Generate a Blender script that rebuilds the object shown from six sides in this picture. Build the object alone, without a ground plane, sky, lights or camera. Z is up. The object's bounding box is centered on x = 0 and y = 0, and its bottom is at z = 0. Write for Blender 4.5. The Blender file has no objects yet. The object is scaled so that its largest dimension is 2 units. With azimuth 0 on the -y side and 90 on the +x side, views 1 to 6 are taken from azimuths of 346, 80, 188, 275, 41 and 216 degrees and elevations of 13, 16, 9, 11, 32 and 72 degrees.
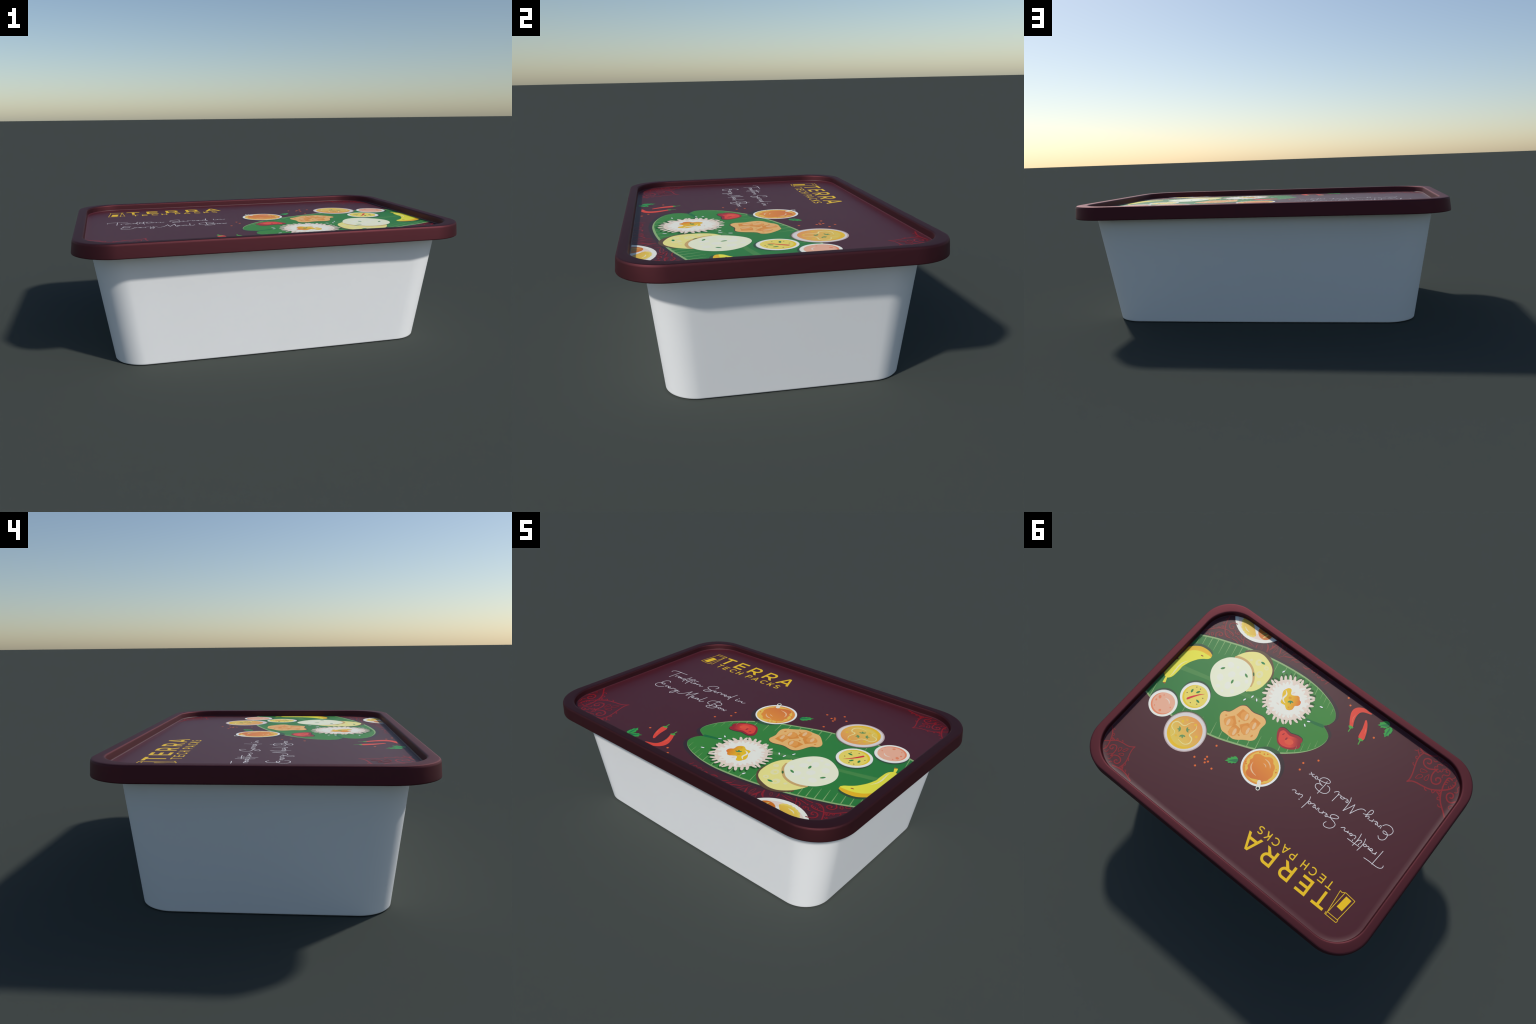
# A rectangular plastic meal box: white tapered tub, dark plum snap-on lid with a
# recessed label panel.  Everything printed on the label is modelled as thin ink
# pieces (fills, rings, ribbons) laid out in millimetres on the panel.
import bpy, bmesh, math, random
from mathutils import Vector
from mathutils.geometry import tessellate_polygon

random.seed(7)
PANEL_Z = 0.6140                      # height of the recessed label panel
PANEL = (0.935, 0.6335, 0.188)         # half length, half width, corner radius

# ------------------------------------------------------------------ materials
def linear(c):
    c /= 255.0
    return c / 12.92 if c <= 0.04045 else ((c + 0.055) / 1.055) ** 2.4

def srgb(rgb):
    return tuple(linear(c) for c in rgb) + (1.0,)

# inks are given as the colour they show in full sun; this takes the light and the
# satin glare (which differs over the panel) off again to get the ink's own colour
SUN_GAIN = (0.673, 0.709, 0.789)
GLARE = 0.05
def glare(value):
    global GLARE
    GLARE = value
def ink_albedo(rgb):
    return tuple(min(1.0, max(0.003, (linear(c) - GLARE) / g)) for c, g in zip(rgb, SUN_GAIN)) + (1.0,)

def edge_tilt_group():
    """Normal of the label panel: flat, curling up where it meets the rim wall."""
    g = bpy.data.node_groups.new("panel_edge_curl", "ShaderNodeTree")
    g.interface.new_socket("Normal", in_out="OUTPUT", socket_type="NodeSocketVector")
    n, l = g.nodes, g.links
    def vec(op, a, b=None):
        m = n.new("ShaderNodeVectorMath"); m.operation = op
        for i, s in enumerate((a, b)):
            if s is None: continue
            if isinstance(s, tuple): m.inputs[i].default_value = s
            else: l.new(s, m.inputs[i])
        return m
    def num(op, a, b=0.0, clamp=False):
        m = n.new("ShaderNodeMath"); m.operation = op; m.use_clamp = clamp
        for i, s in enumerate((a, b)):
            if isinstance(s, (int, float)): m.inputs[i].default_value = s
            else: l.new(s, m.inputs[i])
        return m.outputs[0]
    geo = n.new("ShaderNodeNewGeometry")
    hx, hy, r = PANEL
    flat = vec("MULTIPLY", geo.outputs["Position"], (1, 1, 0)).outputs[0]
    q = vec("SUBTRACT", vec("ABSOLUTE", flat).outputs[0], (hx - r, hy - r, 0)).outputs[0]
    q = vec("MAXIMUM", q, (0, 0, 0)).outputs[0]
    reach = vec("LENGTH", q).outputs["Value"]
    away = vec("MULTIPLY", vec("NORMALIZE", q).outputs[0], vec("SIGN", flat).outputs[0]).outputs[0]
    amount = num("DIVIDE", num("SUBTRACT", reach, r - CURL_WIDTH), CURL_WIDTH, True)
    amount = num("MULTIPLY", amount, math.tan(math.radians(CURL_ANGLE)))
    s = n.new("ShaderNodeVectorMath"); s.operation = "SCALE"
    l.new(away, s.inputs[0]); l.new(amount, s.inputs["Scale"])
    up = vec("SUBTRACT", (0, 0, 1), s.outputs[0]).outputs[0]
    out = n.new("NodeGroupOutput")
    l.new(vec("NORMALIZE", up).outputs[0], out.inputs[0])
    return g
CURL_WIDTH, CURL_ANGLE = 0.028, 13.0
EDGE_CURL = edge_tilt_group()

MATS = {}
def plastic(name, rgba, rough, spec=0.5, curl=False, metal=0.0):
    m = bpy.data.materials.new(name); m.use_nodes = True
    nt = m.node_tree; b = nt.nodes["Principled BSDF"]
    tex = nt.nodes.new("ShaderNodeTexCoord")
    noise = nt.nodes.new("ShaderNodeTexNoise"); noise.inputs["Scale"].default_value = 3.0
    mix = nt.nodes.new("ShaderNodeMix"); mix.data_type = "RGBA"
    mix.inputs[6].default_value = rgba
    mix.inputs[7].default_value = tuple(c * 0.975 for c in rgba[:3]) + (1,)
    nt.links.new(tex.outputs["Object"], noise.inputs["Vector"])
    nt.links.new(noise.outputs["Fac"], mix.inputs[0])
    nt.links.new(mix.outputs[2], b.inputs["Base Color"])
    b.inputs["Roughness"].default_value = rough
    b.inputs["Specular IOR Level"].default_value = spec
    b.inputs["Metallic"].default_value = metal
    if curl:
        g = nt.nodes.new("ShaderNodeGroup"); g.node_tree = EDGE_CURL
        nt.links.new(g.outputs[0], b.inputs["Normal"])
    MATS[name] = m
    return m

def ink(name, rgb, rgb2=None, p0=None, p1=None, rough=0.5):
    """Printed colour; with rgb2 it runs from point p0 to point p1 (mm)."""
    if name in MATS: return MATS[name]
    m = bpy.data.materials.new("ink_" + name); m.use_nodes = True
    nt = m.node_tree; b = nt.nodes["Principled BSDF"]
    b.inputs["Roughness"].default_value = rough
    g = nt.nodes.new("ShaderNodeGroup"); g.node_tree = EDGE_CURL
    nt.links.new(g.outputs[0], b.inputs["Normal"])
    if rgb2 is None:
        c = nt.nodes.new("ShaderNodeRGB"); c.outputs[0].default_value = ink_albedo(rgb)
        nt.links.new(c.outputs[0], b.inputs["Base Color"])
    else:
        a, e = Vector(p0) / 1000, Vector(p1) / 1000
        d = (e - a); d2 = d.length_squared
        geo = nt.nodes.new("ShaderNodeNewGeometry")
        dot = nt.nodes.new("ShaderNodeVectorMath"); dot.operation = "DOT_PRODUCT"
        dot.inputs[1].default_value = (d.x / d2, d.y / d2, 0)
        nt.links.new(geo.outputs["Position"], dot.inputs[0])
        sub = nt.nodes.new("ShaderNodeMath"); sub.operation = "SUBTRACT"; sub.use_clamp = True
        sub.inputs[1].default_value = (a.x * d.x + a.y * d.y) / d2
        nt.links.new(dot.outputs["Value"], sub.inputs[0])
        ramp = nt.nodes.new("ShaderNodeValToRGB")
        ramp.color_ramp.elements[0].color = ink_albedo(rgb)
        ramp.color_ramp.elements[1].color = ink_albedo(rgb2)
        nt.links.new(sub.outputs[0], ramp.inputs[0])
        nt.links.new(ramp.outputs[0], b.inputs["Base Color"])
    MATS[name] = m
    return m

# -------------------------------------------------------------- mesh helpers
BOX = bpy.data.objects.new("meal_box", None)
bpy.context.scene.collection.objects.link(BOX)
BOX["label"] = "white plastic meal box with a printed dark plum lid"
BOX["category"] = "food container"

def add_object(name, verts, faces, mats, face_mats=None, parent=None, smooth=False, angle=None):
    me = bpy.data.meshes.new(name)
    me.from_pydata(verts, [], faces)
    for m in mats: me.materials.append(m)
    if face_mats: me.polygons.foreach_set("material_index", face_mats)
    if smooth:
        me.polygons.foreach_set("use_smooth", [True] * len(me.polygons))
        if angle: me.set_sharp_from_angle(angle=math.radians(angle))
    me.update()
    o = bpy.data.objects.new(name, me)
    bpy.context.scene.collection.objects.link(o)
    o.parent = parent
    return o

def rounded_ring(hx, hy, r, z, corner=20, side=12):
    pts = []
    for k, (sx, sy) in enumerate(((1, 1), (-1, 1), (-1, -1), (1, -1))):
        arc = [(sx * (hx - r) + r * math.cos(a), sy * (hy - r) + r * math.sin(a))
               for a in (math.pi / 2 * (k + i / corner) for i in range(corner + 1))]
        pts += arc
        nx = ((-1, 1), (-1, -1), (1, -1), (1, 1))[k]
        a2 = math.pi / 2 * (k + 1)
        end = (nx[0] * (hx - r) + r * math.cos(a2), nx[1] * (hy - r) + r * math.sin(a2))
        x0, y0 = arc[-1]
        pts += [(x0 + (end[0] - x0) * i / side, y0 + (end[1] - y0) * i / side) for i in range(1, side)]
    return [(x, y, z) for x, y in pts]

def loft(rings, close_last=True, close_first=False):
    verts, faces, n = [], [], len(rings[0])
    for r in rings: verts += r
    for k in range(len(rings) - 1):
        for i in range(n):
            j = (i + 1) % n
            faces.append((k * n + i, k * n + j, (k + 1) * n + j, (k + 1) * n + i))
    if close_last: faces.append(tuple(range((len(rings) - 1) * n, len(rings) * n)))
    if close_first: faces.append(tuple(reversed(range(n))))
    return verts, faces

# ---------------------------------------------------------------------- tub
WHITE = plastic("white_plastic", (0.950, 0.955, 0.957, 1), 0.5)
PLUM = plastic("plum_metallic_plastic", (0.112, 0.032, 0.040, 1), 0.6, metal=1.0)
LABEL = plastic("plum_label", (0.077, 0.0083, 0.0160, 1), 0.5, curl=True)
LABEL_EDGE = plastic("plum_label_edge", (0.077, 0.0083, 0.0160, 1), 0.5)

def tub_ring(z, inset=0.0):
    """Tapered section whose walls bow gently outward, most at mid length near the top."""
    k = z / 0.6
    hx, hy = 0.8215 + 0.0910 * k - inset, 0.5280 + 0.0525 * k - inset
    r = 0.148 + 0.016 * k - inset * 0.6
    bow_y, bow_x = 0.0050 + 0.0080 * k, 0.0025 + 0.0030 * k
    out = []
    for x, y, zz in rounded_ring(hx, hy, r, z, side=24):
        fx = max(0.0, 1 - (x / (hx - r * 0.3)) ** 2); fy = max(0.0, 1 - (y / (hy - r * 0.3)) ** 2)
        wy = min(1.0, abs(y) / hy) ** 4; wx = min(1.0, abs(x) / hx) ** 4
        out.append((x + math.copysign(bow_x * fy * wx, x), y + math.copysign(bow_y * fx * wy, y), zz))
    return out
tub_rings = [tub_ring(0.010, 0.05), tub_ring(0.010, 0.020), tub_ring(0.0, 0.014), tub_ring(0.0, 0.0055), tub_ring(0.0016, 0.0018),
             tub_ring(0.0045, 0.0), tub_ring(0.008), tub_ring(0.1), tub_ring(0.2), tub_ring(0.3), tub_ring(0.4), tub_ring(0.5), tub_ring(0.601), tub_ring(0.604, 0.003),
             tub_ring(0.604, 0.010), tub_ring(0.4, 0.013), tub_ring(0.2, 0.013), tub_ring(0.03, 0.018), tub_ring(0.02, 0.03)]
v, f = loft(tub_rings, True, True)
tub = add_object("tub", v, f, [WHITE], parent=BOX, smooth=True, angle=50)

# ---------------------------------------------------------------------- lid
lid_rings = [rounded_ring(*a) for a in (
    (0.930, 0.620, 0.170, 0.6065), (0.950, 0.650, 0.190, 0.6065), (0.950, 0.650, 0.190, 0.632),
    (0.976, 0.666, 0.190, 0.632), (0.984, 0.674, 0.198, 0.590), (0.986, 0.676, 0.200, 0.5805),
    (0.9965, 0.6870, 0.2140, 0.5795), (0.9990, 0.6895, 0.2160, 0.5806), (1.0000, 0.6905, 0.2170, 0.5835), (0.9997, 0.6902, 0.2165, 0.5855),
    (0.9921, 0.6850, 0.2025, 0.6385), (0.9918, 0.6847, 0.2022, 0.6400), (0.9908, 0.6838, 0.2012, 0.6435), (0.9882, 0.6813, 0.1990, 0.6482),
    (0.9840, 0.6772, 0.1955, 0.6498), (0.9815, 0.6750, 0.1945, 0.6500), (0.9500, 0.6465, 0.1945, 0.6500), (0.9455, 0.6425, 0.1945, 0.6497), (0.9425, 0.6400, 0.1940, 0.6485),
    (0.9404, 0.6382, 0.1928, 0.6460), (0.9396, 0.6376, 0.1922, 0.6420), (0.9394, 0.6374, 0.1920, 0.6400), (0.9380, 0.6362, 0.1908, 0.6180), (0.9378, 0.6360, 0.1906, 0.6130))]
v, f = loft(lid_rings, False, True)
lid = add_object("lid", v, f, [PLUM], parent=BOX, smooth=True, angle=40)
# label panel: flat sheet with a small fillet that climbs the rim wall
v, f = loft([rounded_ring(0.9380, 0.6362, 0.1908, 0.6185), rounded_ring(0.9376, 0.6359, 0.1905, 0.6165), rounded_ring(0.9366, 0.6350, 0.1895, 0.6149),
             rounded_ring(*PANEL, PANEL_Z)], True)
panel = add_object("label_panel", v, f, [LABEL_EDGE, LABEL], [0] * (len(f) - 1) + [1], parent=lid, smooth=True, angle=50)

# ------------------------------------------------------------- print helpers
def smooth_line(pts, closed=False, step=4.0):
    """Catmull-Rom curve through the control points, sampled about every step mm."""
    p = [Vector(q) for q in pts]; n = len(p); out = []
    if n == 2 and not closed: return p
    for i in range(n if closed else n - 1):
        if closed: a, b, c, d = p[(i - 1) % n], p[i], p[(i + 1) % n], p[(i + 2) % n]
        else: a, b, c, d = p[max(i - 1, 0)], p[i], p[i + 1], p[min(i + 2, n - 1)]
        m = max(2, min(14, int((c - b).length / step) + 1))
        for k in range(m):
            t = k / m
            out.append(0.5 * (2 * b + (c - a) * t + (2 * a - 5 * b + 4 * c - d) * t * t + (3 * b - a - 3 * c + d) * t ** 3))
    if not closed: out.append(p[-1])
    return out

CLIP = [Vector(q[:2]) for q in rounded_ring(*PANEL, 0.0, corner=10, side=1)]

class Print:
    """One printed motif: ink pieces stacked a few hundredths of a millimetre apart."""
    def __init__(self, name, level):
        self.name, self.z = name, PANEL_Z + level * 2.5e-4
        self.v, self.f, self.m, self.mats = [], [], [], []
    def _slot(self, mat):
        if mat not in self.mats: self.mats.append(mat)
        return self.mats.index(mat)
    def _put(self, pts, tris, mat, dz=None):
        s, o = self._slot(mat), len(self.v)
        self.z += 0.000008
        self.v += [(p[0] / 1000, p[1] / 1000, self.z + (dz[i] if dz else 0)) for i, p in enumerate(pts)]
        self.f += [tuple(o + i for i in t) for t in tris]; self.m += [s] * len(tris)
    def fill(self, pts, mat, curved=True, move=(0, 0)):
        p = smooth_line(pts, True) if curved else [Vector(q) for q in pts]
        p = [q + Vector(move) for q in p]
        self._put(p, tessellate_polygon([[q.to_3d() for q in p]]), mat)
        return self
    def oval(self, e, mat, move=(0, 0), scale=1.0):
        cx, cy, rx, ry, rot = e if len(e) == 5 else (e[0], e[1], e[2], e[2], 0)
        n = 48 if rx > 25 else 20
        c, s = math.cos(math.radians(rot)), math.sin(math.radians(rot))
        p = []
        for i in range(n):
            x, y = rx * scale * math.cos(math.tau * i / n), ry * scale * math.sin(math.tau * i / n)
            p.append((cx + move[0] + x * c - y * s, cy + move[1] + x * s + y * c))
        self._put(p, [tuple(range(n))], mat)
        return self
    def leaf(self, e, mat):
        cx, cy, rx, ry, rot = e
        c, s = math.cos(math.radians(rot)), math.sin(math.radians(rot)); p = []
        for i in range(20):
            t = math.tau * i / 20
            x, y = rx * math.cos(t), ry * math.sin(t) * abs(math.sin(t)) ** 0.4
            p.append((cx + x * c - y * s, cy + x * s + y * c))
        self._put(p, tessellate_polygon([[Vector((a, b, 0)) for a, b in p]]), mat)
        return self
    def line(self, pts, w, mat, closed=False, ends=(1, 1), curved=True, mid=None):
        """Ribbon of width w mm; ends scale the width at either end, round caps."""
        p = smooth_line(pts, closed) if curved else [Vector(q) for q in pts]
        if closed: p = p + [p[0]]
        n, L, R, dz = len(p), [], [], []
        for i, q in enumerate(p):
            a, b = p[max(i - 1, 0)], p[min(i + 1, n - 1)]
            if closed and i in (0, n - 1): a, b = p[n - 2], p[1]
            t = b - a
            t = t.normalized() if t.length > 1e-9 else Vector((1, 0))
            k = i / (n - 1)
            s = ends[0] + (ends[1] - ends[0]) * k
            if mid: s = mid * math.sin(math.pi * k) + s * (1 - math.sin(math.pi * k))
            off = Vector((-t.y, t.x)) * (w * 0.5 * s)
            L.append(q + off); R.append(q - off); dz.append(k * 0.000007)
        pts_, tri = L + R, [(i, n + i, n + i + 1, i + 1) for i in range(n - 1)]
        if not closed and curved:
            for i, d, e in ((0, p[0] - p[1], ends[0]), (n - 1, p[-1] - p[-2], ends[1])):
                if e < 0.3 or d.length < 1e-9: continue
                d = d.normalized() * (w * 0.5 * e); o = len(pts_)
                side = Vector((-d.y, d.x))
                cap = [p[i] + side * math.cos(a) + d * math.sin(a) for a in (math.pi * k / 6 for k in range(1, 6))]
                pts_ += cap; dz += [dz[i]] * 5
                first, last = (n + i, i) if i == 0 else (i, n + i)
                if i == 0: tri.append(tuple([n] + list(range(o, o + 5)) + [0])[::-1])
                else: tri.append(tuple([i] + list(range(o, o + 5)) + [n + i])[::-1])
        self._put(pts_, tri, mat, dz + [0] * (len(pts_) - len(dz)) if len(dz) >= len(pts_) else dz + dz[:n] + dz[n:])
        return self
    def bar(self, a, b, w, mat):
        return self.line([a, b], w, mat, curved=False)
    def build(self, stuff=False):
        me = bpy.data.meshes.new(self.name)
        me.from_pydata(self.v, [], self.f)
        for m in self.mats: me.materials.append(m)
        me.polygons.foreach_set("material_index", self.m)
        hx, hy, r = PANEL
        if any(abs(v[0]) > hx - r and abs(v[1]) > hy - r or abs(v[0]) > hx or abs(v[1]) > hy for v in self.v):
            bm = bmesh.new(); bm.from_mesh(me)
            bmesh.ops.triangulate(bm, faces=[f for f in bm.faces if len(f.verts) > 4])
            for i, a in enumerate(CLIP):
                b = CLIP[(i + 1) % len(CLIP)]
                if (b - a).length < 1e-6: continue
                nrm = Vector((b.y - a.y, a.x - b.x, 0)).normalized()
                bmesh.ops.bisect_plane(bm, geom=bm.verts[:] + bm.edges[:] + bm.faces[:], dist=1e-7,
                                       plane_co=(a.x - nrm.x * 4e-4, a.y - nrm.y * 4e-4, 0), plane_no=nrm, clear_outer=True)
            bm.to_mesh(me); bm.free()
        bm = bmesh.new(); bm.from_mesh(me)
        for fc in bm.faces:
            if fc.normal.z < 0: fc.normal_flip()
        bm.to_mesh(me); bm.free()
        o = bpy.data.objects.new(self.name, me)
        bpy.context.scene.collection.objects.link(o); o.parent = lid
        if stuff: o["kind"] = "stuff"
        return o

# ---------------------------------------------------------------------- inks
glare(0.060)
WHITE_INK = ink("white", (223, 226, 221))
RIM_SHADE = ink("rim_shade", (205, 205, 215))
glare(0.022)
YELLOW = ink("brand_yellow", (220, 180, 42))
glare(0.030)
SCRIPT = ink("script_white", (206, 204, 214))
glare(0.036)
ORNAMENT = ink("ornament_red", (133, 56, 60))
ORNAMENT_FAINT = ink("ornament_faint", (112, 60, 63))
glare(0.044)
SHADE = ink("shade_plum", (74, 66, 68))
glare(0.060)
SHADE_GREEN = ink("shade_green", (80, 98, 82))
GREEN = ink("leaf_green", (76, 128, 84), (84, 138, 82), (918.9, 135.2), (-72.6, -365.9))
BORDER = ink("leaf_border", (144, 174, 126))
VEIN = ink("leaf_vein", (136, 170, 120))
RIB = ink("leaf_rib", (92, 140, 90))
RIB_DARK = ink("leaf_rib_dark", (70, 120, 84))
HERB = ink("herb_green", (70, 140, 95))
HERB_PALE = ink("herb_pale", (112, 150, 104))
glare(0.040)
PEPPER = ink("pepper_orange", (214, 112, 66))

# ---------------------------------------------------------------- lettering
def glyph_strokes(ch):
    """Sans capitals as centre lines in a box of height 1 (x in cap heights)."""
    def arc(cx, cy, rx, ry, a0, a1, n=14):
        return [(cx + rx * math.cos(math.radians(a0 + (a1 - a0) * i / n)), cy + ry * math.sin(math.radians(a0 + (a1 - a0) * i / n))) for i in range(n + 1)]
    return arc, ch

def letter(ch, x0, x1, y0, y1, w, z):
    P = Print("letter", z); h = w / 2; m = YELLOW
    W, H = x1 - x0, y1 - y0
    def arc(cx, cy, rx, ry, a0, a1, n=16):
        return [(cx + rx * math.cos(math.radians(a0 + (a1 - a0) * i / n)), cy + ry * math.sin(math.radians(a0 + (a1 - a0) * i / n))) for i in range(n + 1)]
    B = lambda a, b: P.bar(a, b, w, m)
    if ch == "T":
        B((x0, y1 - h), (x1, y1 - h)); B(((x0 + x1) / 2, y1 - w), ((x0 + x1) / 2, y0))
    elif ch == "E":
        B((x0 + h, y0), (x0 + h, y1)); xm = x1 - W * 0.05
        B((x0 + w, y1 - h), (x1, y1 - h)); B((x0 + w, (y0 + y1) / 2 + H * 0.01), (xm, (y0 + y1) / 2 + H * 0.01)); B((x0 + w, y0 + h), (x1, y0 + h))
    elif ch == "H":
        B((x0 + h, y0), (x0 + h, y1)); B((x1 - h, y0), (x1 - h, y1)); B((x0 + w, (y0 + y1) / 2), (x1 - w, (y0 + y1) / 2))
    elif ch in "PR":
        B((x0 + h, y0), (x0 + h, y1))
        right = x1 - (W * 0.05 if ch == "R" else 0)
        yb = y0 + H * (0.31 if ch == "R" else 0.34); r = (y1 - yb - w) / 2; cy = (y1 - h + yb + h) / 2
        P.line([(x0 + w, y1 - h)] + arc(right - h - r, cy, r, r, 90, -90) + [(x0 + w, yb + h)], w, m, curved=False)
        if ch == "R": P.fill([(x0 + W * 0.42, yb), (x0 + W * 0.42 + w * 1.15, yb + w * 0.4), (x1, y0), (x1 - w * 1.2, y0)], m, curved=False)
    elif ch == "A":
        xm = (x0 + x1) / 2
        P.fill([(x0, y0), (x0 + w * 1.08, y0), (xm, y1 - w * 0.95), (xm, y1), (xm - h * 1.08, y1)], m, curved=False)
        P.fill([(x1, y0), (x1 - w * 1.08, y0), (xm, y1 - w * 0.95), (xm, y1), (xm + h * 1.08, y1)], m, curved=False)
        k = 0.22 * H; t = 0.5 * W * (k + h) / H
        B((x0 + t + w * 0.75, y0 + k + h), (x1 - t - w * 0.75, y0 + k + h))
    elif ch == "C":
        P.line(arc((x0 + x1) / 2 + W * 0.14, (y0 + y1) / 2, W * 0.64 - h, H / 2 - h, 45, 315, 30), w, m, curved=False)
    elif ch == "K":
        B((x0 + h, y0), (x0 + h, y1))
        P.fill([(x0 + w, y0 + H * 0.26), (x0 + w, y0 + H * 0.48), (x1 - w * 1.3, y1), (x1 - w * 0.05, y1)], m, curved=False)
        P.fill([(x0 + W * 0.36, y0 + H * 0.5), (x0 + W * 0.52, y0 + H * 0.66), (x1, y0), (x1 - w * 1.25, y0)], m, curved=False)
    elif ch == "S":
        xm, r = (x0 + x1) / 2, (H / 2 - h) / 2
        rx = W / 2 - h
        P.line(arc(xm, y1 - h - r, rx * 0.92, r, 35, 180, 14) + arc(xm, y1 - h - r, rx * 0.92, r, 180, 262, 6) + arc(xm, y0 + h + r, rx, r, 82, -145, 22), w, m, curved=False)
    return P.build()

for ch, x0, x1 in (("T", -702, -622), ("E", -578.5, -507), ("R", -458, -376), ("R", -330, -247), ("A", -212, -111)):
    letter(ch, x0, x1, 416, 515.5, 16, 0.3)
for ch, x0, x1 in (("T", -671.8, -634), ("E", -613, -579), ("C", -555, -518), ("H", -493.3, -459), ("P", -409.6, -375),
                   ("A", -358, -314), ("C", -290, -253), ("K", -229.5, -196), ("S", -179, -142.8)):
    letter(ch, x0, x1, 350.5, 398.7, 6.6, 0.3)

logo = Print("logo_mark", 0.3)
for poly in ([(-716.8, 362.6), (-729.1, 496.1)], [(-716.8, 362.6), (-730.4, 366.5), (-746.9, 354.2)], [(-745.1, 357.1), (-732.1, 493.7)], [(-746.9, 354.2), (-815.1, 360.4), (-798.5, 498.8)], [(-728.7, 498.8), (-798.3, 499.9)],
             [(-723.1, 500.9), (-723.5, 515.9), (-799.9, 516.7)], [(-799.9, 516.7), (-803.2, 508.3), (-800.1, 496.5)], [(-730.2, 513.4), (-729.7, 495.6)]):
    for a, b in zip(poly, poly[1:]): logo.bar(a, b, 3.4, YELLOW)
logo.fill([(-762.0, 368.0), (-798.9, 371.0), (-789.9, 447.8), (-752.4, 444.6)], YELLOW, curved=False)
logo.build()

script = Print("script_lettering", 0.3)
def write(*strokes):
    for s in strokes: script.line(s, 3.4, SCRIPT)
# "Tradition"
write([(-710.1, 134.5), (-740.2, 132.2), (-764.8, 132.6), (-793.7, 132.1), (-814.0, 126.8), (-824.7, 114.7), (-822.2, 103.1)],
      [(-773.6, 36.6), (-770.5, 79.8), (-766.3, 135.9)],
      [(-748.3, 64.6), (-748.7, 82.1)],
      [(-747.9, 67.4), (-743.1, 79.0), (-728.1, 83.3)],
      [(-706.7, 74.0), (-711.6, 65.9), (-721.3, 65.8), (-724.2, 75.2), (-716.7, 79.7), (-708.1, 78.0)],
      [(-723.6, 75.7), (-708.3, 76.3), (-698.2, 79.8), (-700.0, 70.2), (-693.2, 66.3), (-682.4, 73.0)],
      [(-680.1, 68.6), (-671.5, 66.3), (-665.4, 75.4), (-671.8, 81.5), (-680.9, 77.8), (-680.6, 69.3)],
      [(-654.8, 42.0), (-660.4, 59.8), (-660.8, 87.3), (-654.9, 124.8)],
      [(-643.4, 83.8), (-648.0, 69.8), (-641.0, 65.0), (-630.3, 70.6), (-622.6, 87.1)],
      [(-619.5, 33.0), (-623.2, 59.7), (-622.1, 91.7), (-617.6, 119.0)],
      [(-573.2, 104.1), (-610.9, 103.3), (-650.8, 100.5)],
      [(-603.8, 83.6), (-605.9, 68.4), (-596.4, 63.6), (-585.6, 69.2), (-578.6, 76.4)],
      [(-578.3, 67.3), (-568.9, 68.1), (-569.5, 76.9), (-577.0, 80.3), (-582.0, 73.7), (-578.8, 67.4)],
      [(-568.8, 73.3), (-551.8, 74.5)],
      [(-551.6, 66.3), (-551.8, 78.7)],
      [(-548.6, 72.9), (-533.7, 79.7), (-526.3, 73.1), (-528.3, 65.8), (-519.9, 64.6), (-506.3, 76.6)])
# "Served"
write([(-419.3, 102.6), (-414.0, 114.2), (-416.4, 126.0), (-431.6, 130.6), (-455.2, 122.0), (-469.4, 104.2), (-470.7, 85.9), (-456.7, 76.1), (-431.2, 70.3), (-418.3, 62.1), (-420.1, 49.0), (-437.0, 38.0), (-455.8, 36.1), (-462.0, 41.7), (-453.8, 53.6), (-426.3, 67.3), (-405.0, 74.5)],
      [(-405.0, 74.5), (-399.1, 81.3), (-391.7, 78.3), (-394.3, 69.8), (-402.3, 69.7), (-392.7, 63.6), (-380.1, 66.4), (-371.6, 73.2)],
      [(-369.8, 62.9), (-372.1, 79.2)],
      [(-370.6, 74.0), (-360.2, 82.3), (-349.4, 81.5)],
      [(-343.7, 80.7), (-341.5, 66.5), (-334.8, 67.1), (-331.7, 79.7), (-316.2, 74.1)],
      [(-318.9, 73.0), (-311.9, 81.8), (-304.4, 79.3), (-307.9, 70.0), (-315.3, 68.4), (-302.9, 62.2), (-286.3, 72.5)],
      [(-282.7, 67.8), (-273.2, 66.9), (-269.0, 76.7), (-274.3, 82.1), (-283.4, 78.0), (-283.7, 69.2)],
      [(-259.1, 42.1), (-265.2, 59.9), (-263.8, 87.9), (-258.6, 125.3)])
# "in"
write([(-218.0, 83.3), (-219.6, 66.9), (-210.9, 63.0), (-196.7, 71.3), (-183.3, 77.2)],
      [(-195.8, 65.5), (-194.9, 78.2)],
      [(-186.4, 74.7), (-174.9, 78.5), (-174.5, 68.0), (-163.6, 65.4), (-151.1, 76.5)])
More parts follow.
